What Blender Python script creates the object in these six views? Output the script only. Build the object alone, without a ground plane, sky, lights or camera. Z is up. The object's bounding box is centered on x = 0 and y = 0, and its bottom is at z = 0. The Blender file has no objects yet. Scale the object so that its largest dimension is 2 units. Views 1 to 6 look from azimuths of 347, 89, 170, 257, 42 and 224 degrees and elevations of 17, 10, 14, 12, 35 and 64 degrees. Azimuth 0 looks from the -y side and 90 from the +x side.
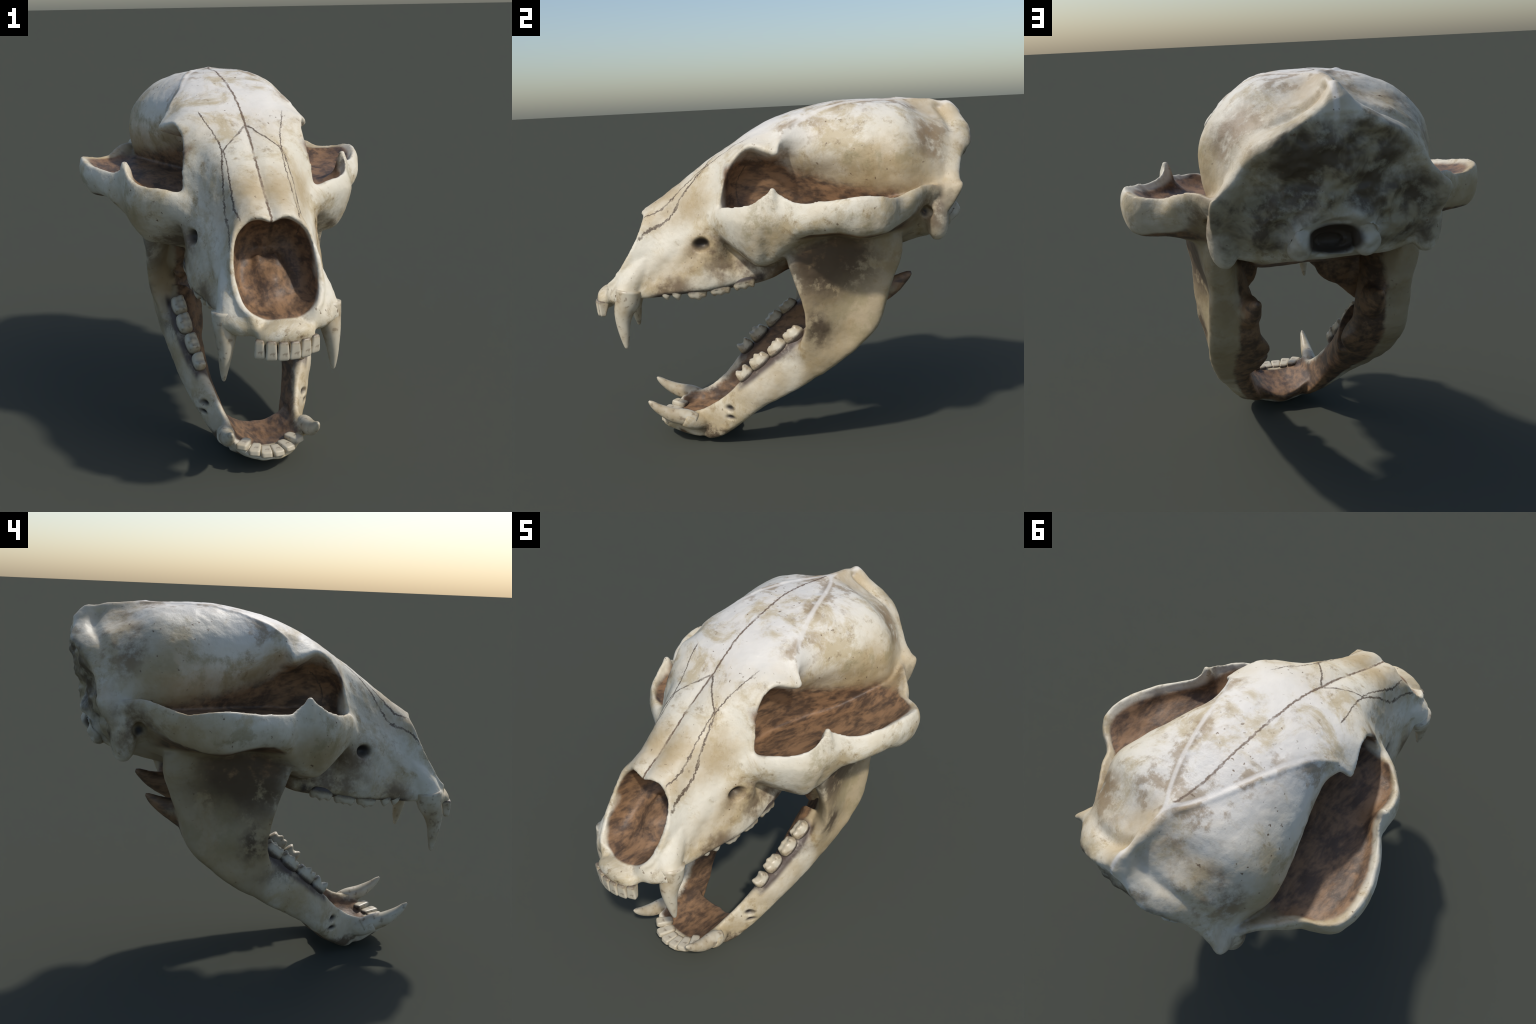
"""Bear skull with open jaw: lofted bone masses fused into one surface, then relief, teeth and node materials."""
import bpy, bmesh, math, random
import numpy as np
from mathutils import Vector, noise
from mathutils.bvhtree import BVHTree

random.seed(7)
rng = np.random.default_rng(7)
VOXEL = 0.0075
JAW_SHIFT = .003

# ------------------------------------------------------------------ helpers
def catmull(P, n, closed=False):
    """Catmull-Rom through the control points (rows), n samples per span."""
    P = np.asarray(P, float)
    N = len(P)
    out = []
    spans = N if closed else N - 1
    for i in range(spans):
        if closed:
            p0, p1, p2, p3 = P[(i-1) % N], P[i], P[(i+1) % N], P[(i+2) % N]
        else:
            p1, p2 = P[i], P[i+1]
            p0 = P[i-1] if i > 0 else 2*p1 - p2
            p3 = P[i+2] if i + 2 < N else 2*p2 - p1
        for k in range(n):
            t = k / n
            out.append(0.5*((2*p1) + (p2-p0)*t + (2*p0-5*p1+4*p2-p3)*t*t + (3*p1-p0-3*p2+p3)*t**3))
    if not closed:
        out.append(P[-1])
    return np.array(out)

def mesh_from(verts, faces, name):
    me = bpy.data.meshes.new(name)
    me.from_pydata([tuple(map(float, v)) for v in verts], [], faces)
    me.validate()
    ob = bpy.data.objects.new(name, me)
    bpy.context.scene.collection.objects.link(ob)
    bm = bmesh.new(); bm.from_mesh(me)
    bmesh.ops.recalc_face_normals(bm, faces=bm.faces)
    bm.to_mesh(me); bm.free()
    return ob

def tube(loops, name, around=6, along=6, cap_centres=(None, None)):
    """Skin a closed surface over a row of closed cross-section loops."""
    L = np.array([catmull(l, around, closed=True) for l in loops])
    S, M, _ = L.shape
    R = catmull(L.reshape(S, -1), along).reshape(-1, M, 3)
    S = len(R)
    verts = list(R.reshape(-1, 3))
    faces = [(i*M+j, i*M+(j+1) % M, (i+1)*M+(j+1) % M, (i+1)*M+j) for i in range(S-1) for j in range(M)]
    for end, c in ((0, cap_centres[0]), (S-1, cap_centres[1])):
        c = R[end].mean(0) if c is None else np.array(c, float)
        verts.append(c); k = len(verts) - 1
        for j in range(M):
            faces.append((end*M+j, end*M+(j+1) % M, k))
    return mesh_from(verts, faces, name)

def mirror_loop(half):
    """half: points from top midline to bottom midline at x >= 0; returns the whole ring."""
    half = [tuple(p) for p in half]
    return half + [(-x, y, z) for x, y, z in half[-2:0:-1]]

def ellipsoid(c, r, name, tilt=0.0, seg=24):
    bm = bmesh.new()
    bmesh.ops.create_uvsphere(bm, u_segments=seg, v_segments=seg//2, radius=1)
    ca, sa = math.cos(tilt), math.sin(tilt)
    for v in bm.verts:
        x, y, z = v.co.x*r[0], v.co.y*r[1], v.co.z*r[2]
        v.co = (c[0]+x, c[1]+y*ca-z*sa, c[2]+y*sa+z*ca)
    me = bpy.data.meshes.new(name); bm.to_mesh(me); bm.free()
    ob = bpy.data.objects.new(name, me); bpy.context.scene.collection.objects.link(ob)
    return ob

def spine_tube(path, radii, name, seg=16, along=5, flat=1.0, flat_dir=(1, 0, 0)):
    """Tapered round (or flattened) rod along a smooth path."""
    P = catmull(path, along)
    rr = catmull(np.array(radii, float).reshape(-1, 1), along)[:, 0]
    loops = []
    fd = np.array(flat_dir, float)
    for i, p in enumerate(P):
        t = P[min(i+1, len(P)-1)] - P[max(i-1, 0)]
        t /= np.linalg.norm(t)
        a = fd - t*(fd @ t); a /= np.linalg.norm(a)
        b = np.cross(t, a)
        r = max(rr[i], 1e-4)
        loops.append([p + r*(flat*math.cos(q)*a + math.sin(q)*b) for q in np.linspace(0, 2*math.pi, seg, endpoint=False)])
    M = seg
    verts = [v for l in loops for v in l]
    S = len(loops)
    faces = [(i*M+j, i*M+(j+1) % M, (i+1)*M+(j+1) % M, (i+1)*M+j) for i in range(S-1) for j in range(M)]
    for end in (0, S-1):
        verts.append(np.mean(loops[end], 0)); k = len(verts)-1
        faces += [(end*M+j, end*M+(j+1) % M, k) for j in range(M)]
    return mesh_from(verts, faces, name)

def mirrored_copy(ob):
    me = ob.data.copy()
    for v in me.vertices:
        v.co.x = -v.co.x
    me.flip_normals()
    o = bpy.data.objects.new(ob.name, me)
    bpy.context.scene.collection.objects.link(o)
    return o

def apply_mods(ob):
    dg = bpy.context.evaluated_depsgraph_get()
    me = bpy.data.meshes.new_from_object(ob.evaluated_get(dg))
    ob.modifiers.clear()
    old = ob.data; ob.data = me
    bpy.data.meshes.remove(old)

def cut(ob, cutter):
    m = ob.modifiers.new("cut", "BOOLEAN"); m.operation = "DIFFERENCE"; m.object = cutter; m.solver = "EXACT"
    apply_mods(ob)
    bpy.data.objects.remove(cutter)

def fuse(obs, name, voxel=VOXEL, smooth=4):
    """Union of overlapping closed solids as one even mesh."""
    bm = bmesh.new()
    for o in obs:
        bm.from_mesh(o.data)
    me = bpy.data.meshes.new(name); bm.to_mesh(me); bm.free()
    for o in obs:
        bpy.data.objects.remove(o)
    ob = bpy.data.objects.new(name, me); bpy.context.scene.collection.objects.link(ob)
    m = ob.modifiers.new("r", "REMESH"); m.mode = "VOXEL"; m.voxel_size = voxel; m.adaptivity = 0
    apply_mods(ob)
    bm = bmesh.new(); bm.from_mesh(ob.data)            # keep the outer shell only
    seen, shells = set(), []
    bm.verts.ensure_lookup_table()
    for v in bm.verts:
        if v.index in seen: continue
        stack, comp = [v], []
        seen.add(v.index)
        while stack:
            w = stack.pop(); comp.append(w)
            for e in w.link_edges:
                u = e.other_vert(w)
                if u.index not in seen:
                    seen.add(u.index); stack.append(u)
        shells.append(comp)
    shells.sort(key=len)
    for comp in shells[:-1]:
        bmesh.ops.delete(bm, geom=comp, context="VERTS")
    bm.to_mesh(ob.data); bm.free()
    return ob

class Sculpt:
    """Vertex array with the few brushes that are needed."""
    def __init__(self, ob):
        self.ob = ob; me = ob.data
        n = len(me.vertices)
        co = np.empty(n*3); me.vertices.foreach_get("co", co); self.co = co.reshape(-1, 3)
        e = np.empty(len(me.edges)*2, int); me.edges.foreach_get("vertices", e); self.e = e.reshape(-1, 2)
        self.deg = np.bincount(self.e.ravel(), minlength=n).astype(float)
    def smooth(self, it, f=0.5):
        for _ in range(it):
            for s in (f, -f*1.03):                     # Taubin: no shrinking
                acc = np.zeros_like(self.co)
                np.add.at(acc, self.e[:, 0], self.co[self.e[:, 1]])
                np.add.at(acc, self.e[:, 1], self.co[self.e[:, 0]])
                self.co = self.co + s*(acc/self.deg[:, None] - self.co)
    def blur(self, it, f=0.5):
        for _ in range(it):
            acc = np.zeros_like(self.co)
            np.add.at(acc, self.e[:, 0], self.co[self.e[:, 1]])
            np.add.at(acc, self.e[:, 1], self.co[self.e[:, 0]])
            self.co = self.co + f*(acc/self.deg[:, None] - self.co)
    def flush(self):
        self.ob.data.vertices.foreach_set("co", self.co.ravel()); self.ob.data.update()
    def normals(self):
        self.flush()
        n = np.empty(len(self.co)*3); self.ob.data.vertices.foreach_get("normal", n)
        return n.reshape(-1, 3)
    def both(self, fn):
        for s in (1, -1): fn(s)
    def pull(self, c, r, v, mirror=True):
        for s in ((1, -1) if mirror else (1,)):
            d = np.sqrt((((self.co - np.array(c)*(s, 1, 1))/np.array(r))**2).sum(1))
            w = np.where(d < 1, (1-np.minimum(d, 1)**2)**2, 0)
            self.co += w[:, None]*np.array(v)*(s, 1, 1)
    def dent(self, c, r, depth, direction=None, mirror=True):
        n = self.normals()
        for s in ((1, -1) if mirror else (1,)):
            d = np.sqrt((((self.co - np.array(c)*(s, 1, 1))/np.array(r))**2).sum(1))
            w = np.where(d < 1, (1-np.minimum(d, 1)**2)**1.5, 0)
            dirn = -n if direction is None else np.array(direction)*(s, 1, 1)
            self.co += (w*depth)[:, None]*dirn
    def ridge(self, path, width, height, mirror=True):
        n = self.normals()
        P = catmull(path, 40)
        for s in ((1, -1) if mirror else (1,)):
            Q = P*(s, 1, 1)
            lo, hi = Q.min(0)-3*width, Q.max(0)+3*width
            idx = np.where(((self.co > lo) & (self.co < hi)).all(1))[0]
            if not len(idx): continue
            d = np.min(np.linalg.norm(self.co[idx][:, None, :] - Q[None], axis=2), axis=1)
            self.co[idx] += (height*np.exp(-(d/width)**2))[:, None]*n[idx]
    def soften(self, c, r, it, mirror=True):
        """Local smoothing."""
        w = np.zeros(len(self.co))
        for sx in ((1, -1) if mirror else (1,)):
            d = np.sqrt((((self.co - np.array(c)*(sx, 1, 1))/np.array(r))**2).sum(1))
            w = np.maximum(w, np.where(d < 1, 1-d**2, 0))
        idx = np.where((w[self.e[:, 0]] > 0) | (w[self.e[:, 1]] > 0))[0]
        e = self.e[idx]
        for _ in range(it):
            acc = np.zeros_like(self.co)
            np.add.at(acc, e[:, 0], self.co[e[:, 1]]); np.add.at(acc, e[:, 1], self.co[e[:, 0]])
            k = np.where(w > 0)[0]
            self.co[k] += (.5*w[k])[:, None]*(acc[k]/self.deg[k][:, None]-self.co[k])
    def grain(self, scale, amp, seed, octaves=3):
        n = self.normals()
        h = np.array([noise.fractal(Vector(p*scale)+Vector((seed, seed*2, 0)), 1.0, 2.0, octaves) for p in self.co])
        self.co += (amp*h)[:, None]*n

# ------------------------------------------------------------------ cranium: rings from muzzle to occiput
# each ring runs from the top midline over the side to the bottom midline:
# top, nasal/temporal line, shoulder, brow, upper side, side, lower side, cheek, tooth row, inner row, palate, midline
MUZZLE = [
 [(0,-.70,1.228),(.06,-.70,1.236),(.115,-.685,1.22),(.165,-.70,1.17),(.192,-.745,1.07),(.198,-.805,.97),(.18,-.86,.90),
  (.148,-.902,.865),(.13,-.912,.82),(.115,-.912,.765),(.07,-.942,.755),(0,-.955,.755)],
 [(0,-.58,1.305),(.07,-.58,1.31),(.125,-.575,1.28),(.165,-.57,1.20),(.205,-.60,1.10),(.222,-.66,1.0),(.233,-.70,.91),
  (.236,-.72,.85),(.217,-.74,.81),(.18,-.74,.81),(.10,-.74,.84),(0,-.74,.86)],
 [(0,-.45,1.402),(.075,-.45,1.402),(.145,-.445,1.372),(.195,-.44,1.285),(.234,-.45,1.18),(.266,-.47,1.08),(.27,-.50,.98),
  (.285,-.52,.90),(.28,-.53,.84),(.22,-.53,.83),(.14,-.53,.87),(0,-.53,.885)],
 [(0,-.34,1.480),(.085,-.34,1.480),(.162,-.335,1.450),(.218,-.33,1.378),(.264,-.33,1.285),(.296,-.34,1.18),(.304,-.36,1.08),
  (.31,-.38,.97),(.31,-.39,.86),(.24,-.39,.84),(.15,-.39,.88),(0,-.39,.90)],
]
ORBIT = [
 [(0,-.27,1.525),(.085,-.27,1.523),(.172,-.27,1.502),(.235,-.27,1.452),(.294,-.27,1.37),(.315,-.285,1.27),(.322,-.29,1.15),
  (.30,-.28,1.0),(.31,-.27,.88),(.24,-.27,.85),(.15,-.27,.89),(0,-.27,.91)],
 [(0,-.24,1.543),(.09,-.24,1.541),(.180,-.24,1.522),(.240,-.243,1.485),(.290,-.245,1.425),(.245,-.252,1.36),(.22,-.245,1.29),
  (.26,-.235,1.05),(.305,-.22,.895),(.24,-.22,.855),(.15,-.22,.895),(0,-.22,.915)],
 [(0,-.20,1.568),(.095,-.20,1.566),(.188,-.20,1.552),(.243,-.20,1.528),(.280,-.20,1.497),(.226,-.21,1.43),(.172,-.20,1.32),
  (.23,-.18,1.10),(.30,-.16,.91),(.24,-.16,.86),(.15,-.16,.90),(0,-.16,.92)],
 [(0,-.12,1.618),(.10,-.12,1.614),(.20,-.12,1.595),(.262,-.12,1.578),(.305,-.12,1.550),(.213,-.13,1.49),(.158,-.12,1.36),
  (.18,-.10,1.14),(.28,-.06,.94),(.24,-.06,.88),(.15,-.06,.91),(0,-.06,.93)],
 [(0,-.03,1.665),(.12,-.03,1.655),(.225,-.03,1.625),(.29,-.02,1.585),(.358,-.002,1.512),(.225,-.03,1.46),(.178,-.03,1.36),
  (.17,0,1.16),(.25,.03,1.0),(.21,.04,.92),(.14,.04,.93),(0,.04,.94)],
 [(0,.06,1.692),(.12,.06,1.688),(.225,.05,1.66),(.28,.05,1.625),(.318,.03,1.56),(.25,.05,1.48),(.198,.05,1.37),
  (.19,.10,1.18),(.25,.12,1.03),(.22,.14,.94),(.13,.14,.935),(0,.14,.94)],
]
BRAINCASE = [
 [(0,.16,1.719),(.10,.16,1.717),(.195,.16,1.70),(.25,.16,1.655),(.295,.15,1.58),(.30,.15,1.48),(.245,.15,1.38),
  (.22,.20,1.20),(.26,.22,1.07),(.22,.24,.96),(.13,.25,.945),(0,.25,.95)],
 [(0,.33,1.750),(.10,.33,1.746),(.195,.33,1.722),(.275,.33,1.672),(.343,.33,1.592),(.368,.33,1.50),(.332,.33,1.38),
  (.29,.35,1.22),(.31,.37,1.09),(.23,.38,.965),(.13,.40,.955),(0,.40,.96)],
 [(0,.50,1.752),(.09,.50,1.745),(.205,.50,1.722),(.305,.50,1.672),(.393,.50,1.582),(.425,.50,1.48),(.412,.50,1.38),
  (.37,.52,1.24),(.345,.52,1.12),(.24,.52,1.01),(.13,.54,1.01),(0,.54,1.01)],
 [(0,.64,1.750),(.07,.64,1.732),(.187,.63,1.714),(.305,.62,1.668),(.403,.61,1.578),(.443,.60,1.48),(.44,.60,1.38),
  (.41,.62,1.26),(.37,.63,1.14),(.26,.64,1.045),(.14,.66,1.045),(0,.66,1.045)],
]
OCCIPUT = [
 [(0,.78,1.737),(.05,.77,1.698),(.13,.76,1.658),(.240,.755,1.625),(.338,.75,1.556),(.383,.75,1.46),(.398,.75,1.38),
  (.42,.74,1.27),(.38,.70,1.14),(.25,.70,1.06),(.13,.70,1.055),(0,.70,1.055)],
 [(0,.91,1.714),(.06,.945,1.652),(.14,.966,1.60),(.225,.958,1.55),(.31,.902,1.48),(.36,.878,1.40),(.40,.872,1.36),
  (.44,.868,1.31),(.40,.76,1.13),(.26,.76,1.075),(.13,.785,1.075),(0,.79,1.075)],
 [(0,.968,1.645),(.055,.978,1.60),(.12,.976,1.55),(.19,.952,1.495),(.26,.896,1.43),(.30,.862,1.37),(.33,.855,1.32),
  (.35,.845,1.26),(.32,.80,1.15),(.22,.80,1.11),(.12,.835,1.10),(0,.835,1.10)],
 [(0,.972,1.48),(.035,.967,1.46),(.07,.955,1.43),(.11,.935,1.40),(.14,.917,1.36),(.16,.895,1.32),(.17,.89,1.29),
  (.17,.89,1.25),(.16,.88,1.2),(.12,.885,1.19),(.06,.87,1.16),(0,.87,1.16)],
]
cranium = tube([mirror_loop(r) for r in MUZZLE + ORBIT + BRAINCASE + OCCIPUT], "cranium_mass",
               cap_centres=((0, -.83, .98), (0, .93, 1.30)))

# nasal cavity: the aperture outline pushed back into the muzzle
APERTURE = [(0,-.70,1.200),(.045,-.69,1.215),(.095,-.68,1.205),(.150,-.69,1.150),(.172,-.728,1.059),(.172,-.785,.962),
            (.146,-.850,.885),(.080,-.908,.847),(0,-.935,.850)]
ring = np.array(mirror_loop(APERTURE))
mid = ring.mean(0)
out_dir = np.array([0, -.80, .42])
cav = [mid + (ring-mid)*1.12 + out_dir*.12, ring + out_dir*.012]
for depth, sx, sz, lift in ((.05, .97, .95, 0), (.10, .90, .85, -.008), (.145, .72, .62, -.02), (.165, .35, .25, -.03)):
    c = mid + np.array([0, depth, lift])
    cav.append(c + (ring-mid)*(sx, .7, sz))
def nasal_cutter():
    return tube([list(map(tuple, l)) for l in cav], "nasal_cavity", around=5, along=4)
cut(cranium, nasal_cutter())

cut(cranium, ellipsoid((0, .95, 1.165), (.118, .17, .066), "foramen_magnum", .15))
extras = [ellipsoid((.115, .862, 1.16), (.040, .050, .068), "occipital_condyle"), ellipsoid((-.115, .862, 1.16), (.040, .050, .068), "occipital_condyle"),
          ellipsoid((0, -.925, .79), (.128, .046, .055), "premaxilla"),
          spine_tube([(.045,-.79,.850),(.043,-.70,.892),(.040,-.635,.96),(.036,-.58,1.03)], [.014,.030,.032,.016], "nasal_floor_ridge"),
          spine_tube([(-.045,-.79,.850),(-.043,-.70,.892),(-.040,-.635,.96),(-.036,-.58,1.03)], [.014,.030,.032,.016], "nasal_floor_ridge")]
pairs = []
# canine root swelling
pairs.append(spine_tube([(.11,-.50,1.12),(.136,-.62,1.03),(.162,-.72,.93),(.192,-.785,.84),(.213,-.79,.785)],
                        [.05,.07,.078,.072,.062], "canine_root"))
cut(pairs[-1], nasal_cutter())
pairs.append(ellipsoid((.155, -.835, .815), (.075, .06, .055), "canine_gap"))
# zygomatic arch and the bowl floor: ring = buried top, floor, inner rim, rim, outer face, lower edge, underside, buried bottom
def arch_ring(y, *p):
    return [(x, y, z) for x, z in p]
ARCH = [
 arch_ring(-.38, (.16,1.17),(.18,1.19),(.20,1.20),(.215,1.19),(.23,1.17),(.24,1.14),(.22,1.12),(.16,1.11)),
 arch_ring(-.30, (.18,1.21),(.27,1.245),(.305,1.258),(.34,1.266),(.378,1.228),(.366,1.165),(.31,1.11),(.18,1.08)),
 arch_ring(-.20, (.10,1.235),(.35,1.242),(.44,1.26),(.482,1.282),(.507,1.20),(.45,1.085),(.36,1.04),(.18,1.02)),
 arch_ring(-.12, (.08,1.235),(.40,1.242),(.495,1.27),(.528,1.303),(.555,1.19),(.495,1.038),(.41,.99),(.18,.97)),
 arch_ring(-.07, (.08,1.235),(.42,1.245),(.515,1.30),(.539,1.340),(.564,1.21),(.505,1.055),(.43,.99),(.20,.97)),
 arch_ring(-.025,(.08,1.235),(.43,1.248),(.52,1.318),(.540,1.360),(.570,1.235),(.54,1.10),(.47,1.02),(.20,.98)),
 arch_ring(.025, (.08,1.235),(.45,1.248),(.53,1.295),(.556,1.328),(.582,1.25),(.558,1.127),(.48,1.055),(.22,.99)),
 arch_ring(.075, (.10,1.24),(.48,1.252),(.565,1.28),(.600,1.306),(.626,1.24),(.60,1.155),(.48,1.075),(.24,.99)),
 arch_ring(.15,  (.12,1.24),(.52,1.256),(.612,1.285),(.652,1.311),(.676,1.245),(.63,1.172),(.47,1.10),(.27,1.0)),
 arch_ring(.25,  (.15,1.245),(.56,1.265),(.655,1.294),(.702,1.320),(.723,1.25),(.665,1.170),(.48,1.12),(.30,1.0)),
 arch_ring(.36,  (.20,1.25),(.58,1.275),(.678,1.310),(.728,1.333),(.742,1.24),(.68,1.142),(.52,1.12),(.32,1.02)),
 arch_ring(.45,  (.25,1.26),(.57,1.28),(.672,1.310),(.720,1.327),(.732,1.25),(.69,1.157),(.53,1.13),(.32,1.04)),
 arch_ring(.505, (.28,1.265),(.53,1.282),(.625,1.298),(.670,1.312),(.692,1.25),(.65,1.172),(.50,1.13),(.32,1.05)),
 arch_ring(.555, (.30,1.27),(.48,1.285),(.542,1.298),(.585,1.310),(.608,1.25),(.575,1.187),(.46,1.14),(.32,1.06)),
 arch_ring(.63,  (.32,1.275),(.45,1.302),(.50,1.324),(.535,1.335),(.550,1.29),(.52,1.232),(.42,1.16),(.32,1.09)),
 arch_ring(.70,  (.34,1.28),(.42,1.318),(.45,1.34),(.477,1.348),(.487,1.32),(.47,1.28),(.40,1.20),(.32,1.12)),
 arch_ring(.78,  (.34,1.28),(.38,1.315),(.40,1.33),(.42,1.33),(.43,1.31),(.42,1.27),(.38,1.21),(.32,1.16)),
]
def arch_side(drop, sx):
    rings = [[(sx*x, y, z - drop*w*min(1, max(0, (y+.30)/.12))*min(1, max(0, (.56-y)/.18))) for (x, y, z), w in zip(r, (1.7, .45, 0, 0, 0, 0, 0, 0))] for r in ARCH]
    return tube(rings, "arch", around=6, along=5)
pairs.append(spine_tube([(.535,-.03,1.28),(.536,-.03,1.335),(.537,-.028,1.372)], [.036,.026,.010], 'jugal_process'))
arches = [arch_side(.042, 1), arch_side(-.008, -1)]
pairs.append(spine_tube([(.37,.74,1.30),(.388,.76,1.19),(.383,.762,1.10),(.378,.755,1.062)], [.055,.06,.046,.016], "mastoid"))

# ------------------------------------------------------------------ lower jaw
def jaw_ring(L, U, outer, inner, n=(1, 0, 0)):
    """Section through lower border L and upper border U; outer/inner = half widths at low, middle, top."""
    L, U, n = np.array(L, float), np.array(U, float), np.array(n, float)
    n /= np.linalg.norm(n)
    at = lambda t, w: tuple(L + (U-L)*t + n*w)
    return [at(0, 0), at(.06, outer[0]), at(.45, outer[1]), at(.90, outer[2]), at(1, 0), at(.90, -inner[2]), at(.45, -inner[1]), at(.06, -inner[0])]
RAMUS = [
 jaw_ring((.38,.59,1.10), (.44,.00,1.10), (.05,.06,.04), (.06,.14,.10)),
 jaw_ring((.385,.585,1.00), (.45,.025,1.00), (.05,.03,.03), (.06,.14,.11)),
 jaw_ring((.375,.55,.90), (.442,.055,.90), (.045,.01,.02), (.07,.15,.08)),
 jaw_ring((.345,.515,.80), (.444,.085,.80), (.08,.01,.02), (.11,.15,.06)),
 jaw_ring((.335,.47,.665), (.438,.10,.70), (.09,.035,.02), (.12,.15,.06)),
 jaw_ring((.345,.375,.56), (.425,.098,.65), (.075,.03,.02), (.18,.18,.08)),
 jaw_ring((.35,.265,.465), (.40,.085,.605), (.055,.04,.02), (.11,.14,.07)),
 jaw_ring((.345,.17,.40), (.365,.055,.53), (.045,.045,.03), (.09,.11,.06)),
]
BODY = [
 jaw_ring((.345,.275,.485), (.305,.16,.68), (.045,.04,.03), (.17,.15,.07)),
 jaw_ring((.345,.165,.405), (.308,.07,.605), (.045,.06,.04), (.15,.145,.07)),
 jaw_ring((.325,.06,.335), (.303,0,.555), (.045,.06,.045), (.10,.115,.065)),
 jaw_ring((.288,-.10,.24), (.28,-.12,.445), (.045,.06,.04), (.085,.09,.05), (1,-.25,0)),
 jaw_ring((.23,-.24,.122), (.247,-.235,.355), (.045,.05,.03), (.085,.065,.03), (1,-.5,0)),
 jaw_ring((.19,-.32,.058), (.21,-.31,.275), (.04,.04,.02), (.075,.055,.018), (1,-.6,0)),
 jaw_ring((.15,-.39,.022), (.175,-.42,.20), (.04,.04,.02), (.055,.04,.018), (1,-.7,0)),
 jaw_ring((.125,-.44,.03), (.16,-.52,.165), (.03,.03,.025), (.05,.03,.025), (1,-.7,.3)),
 jaw_ring((.115,-.47,.045), (.145,-.56,.125), (.01,.02,.02), (.03,.02,.02), (1,-.7,.3)),
]
pairs.append(tube(RAMUS, "ramus"))
webs = []
for sx, dx in ((1, .045), (-1, .045)):
    webs.append(spine_tube([(sx*.12+dx,.12,.97),(sx*.175+dx,.14,.90),(sx*.235+dx*.5,.16,.82),(sx*.295,.18,.73)], [.055,.05,.042,.03], 'pterygoid_flange'))
    webs.append(ellipsoid((sx*.285, .18, .87), (.075, .05, .12), 'pterygoid_web'))
    webs.append(ellipsoid((sx*.255+dx, .17, .905), (.128, .055, .118), 'pterygoid_web'))
jaw_pairs = [tube(BODY, "jaw_body")]
jaw_pairs.append(spine_tube([(.27,.46,.79),(.262,.56,.825),(.254,.63,.865),(.251,.655,.882)], [.075,.045,.022,.006], "jaw_condyle", flat=.8))
jaw_pairs.append(spine_tube([(.165,-.44,.12),(.185,-.50,.135),(.195,-.545,.155)], [.042,.048,.044], "canine_root"))
def chin_ring(x, *p):
    return [(x, y, z) for y, z in p]
CHIN_HALF = [
 chin_ring(.17, (-.30,.16),(-.32,.08),(-.46,.04),(-.55,.09),(-.585,.135),(-.555,.165),(-.50,.165),(-.43,.17)),
 chin_ring(.11, (-.295,.11),(-.355,.03),(-.48,.018),(-.575,.05),(-.635,.09),(-.59,.125),(-.50,.122),(-.41,.125)),
 chin_ring(.05, (-.285,.08),(-.35,.015),(-.48,.01),(-.60,.042),(-.665,.077),(-.61,.108),(-.50,.095),(-.39,.09)),
 chin_ring(0,   (-.275,.07),(-.345,.01),(-.48,.01),(-.60,.042),(-.67,.074),(-.615,.105),(-.50,.09),(-.38,.085)),
]
chin = CHIN_HALF + [[(-x, y, z) for x, y, z in r] for r in CHIN_HALF[-2::-1]]
solids = [cranium, tube(chin, "chin")] + extras + arches + webs
for o in pairs + jaw_pairs:
    solids += [o, mirrored_copy(o)]
skull = fuse(solids, "skull_surface")

# ------------------------------------------------------------------ relief
s = Sculpt(skull)
s.smooth(5)
s.blur(1)
s.soften((0,-.68,.95), (.13,.16,.16), 30, mirror=False)
s.soften((.32,-.31,1.22), (.12,.14,.13), 40)
s.soften((.165,-.85,.80), (.085,.11,.09), 45)
s.soften((0,-.93,.83), (.19,.08,.075), 40, mirror=False)
s.soften((.45,.20,1.08), (.12,.42,.07), 25)
s.soften((.36,-.02,1.00), (.12,.12,.10), 25)
s.soften((.33,.12,1.20), (.17,.42,.10), 25)
s.soften((.39,.17,.47), (.12,.17,.16), 30)
s.soften((.20,-.52,.13), (.06,.08,.07), 15)
# foramina
s.dent((.30,-.395,1.084), (.05,.055,.042), .05)
s.dent((.43,.70,1.205), (.05,.035,.04), .04)
s.dent((.245,-.296,.215), (.04,.030,.021), .018)
s.dent((.25,-.292,.168), (.04,.032,.017), .016)
s.ridge([(-.155,.86,1.12),(-.14,.89,1.20),(-.07,.91,1.262),(0,.92,1.275),(.07,.91,1.262),(.14,.89,1.20),(.155,.86,1.12)], .03, .024, mirror=False)
# nuchal crest drawn out to a thin flange
CREST = [(0,.92,1.715),(.06,.957,1.66),(.14,.978,1.605),(.225,.972,1.555),(.315,.912,1.485),(.365,.885,1.405),(.405,.877,1.36),(.445,.877,1.31),(.43,.84,1.22)]
cq = catmull(CREST, 45)
for sx in (1, -1):
    q = cq*(sx, 1, 1)
    near = np.where(s.co[:, 1] > .70)[0]
    dd = np.linalg.norm(s.co[near][:, None, :]-q[None], axis=2)
    j = dd.argmin(1); w = np.exp(-(dd.min(1)/.028)**2)
    away = q[j] - np.array([0, .70, 1.30]); away /= np.linalg.norm(away, axis=1)[:, None]
    s.co[near] += (.004*w)[:, None]*away
s.ridge([(.03,.86,1.695),(.10,.885,1.64),(.19,.88,1.59),(.27,.84,1.52),(.33,.815,1.44),(.375,.80,1.37)], .030, -.022)
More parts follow.
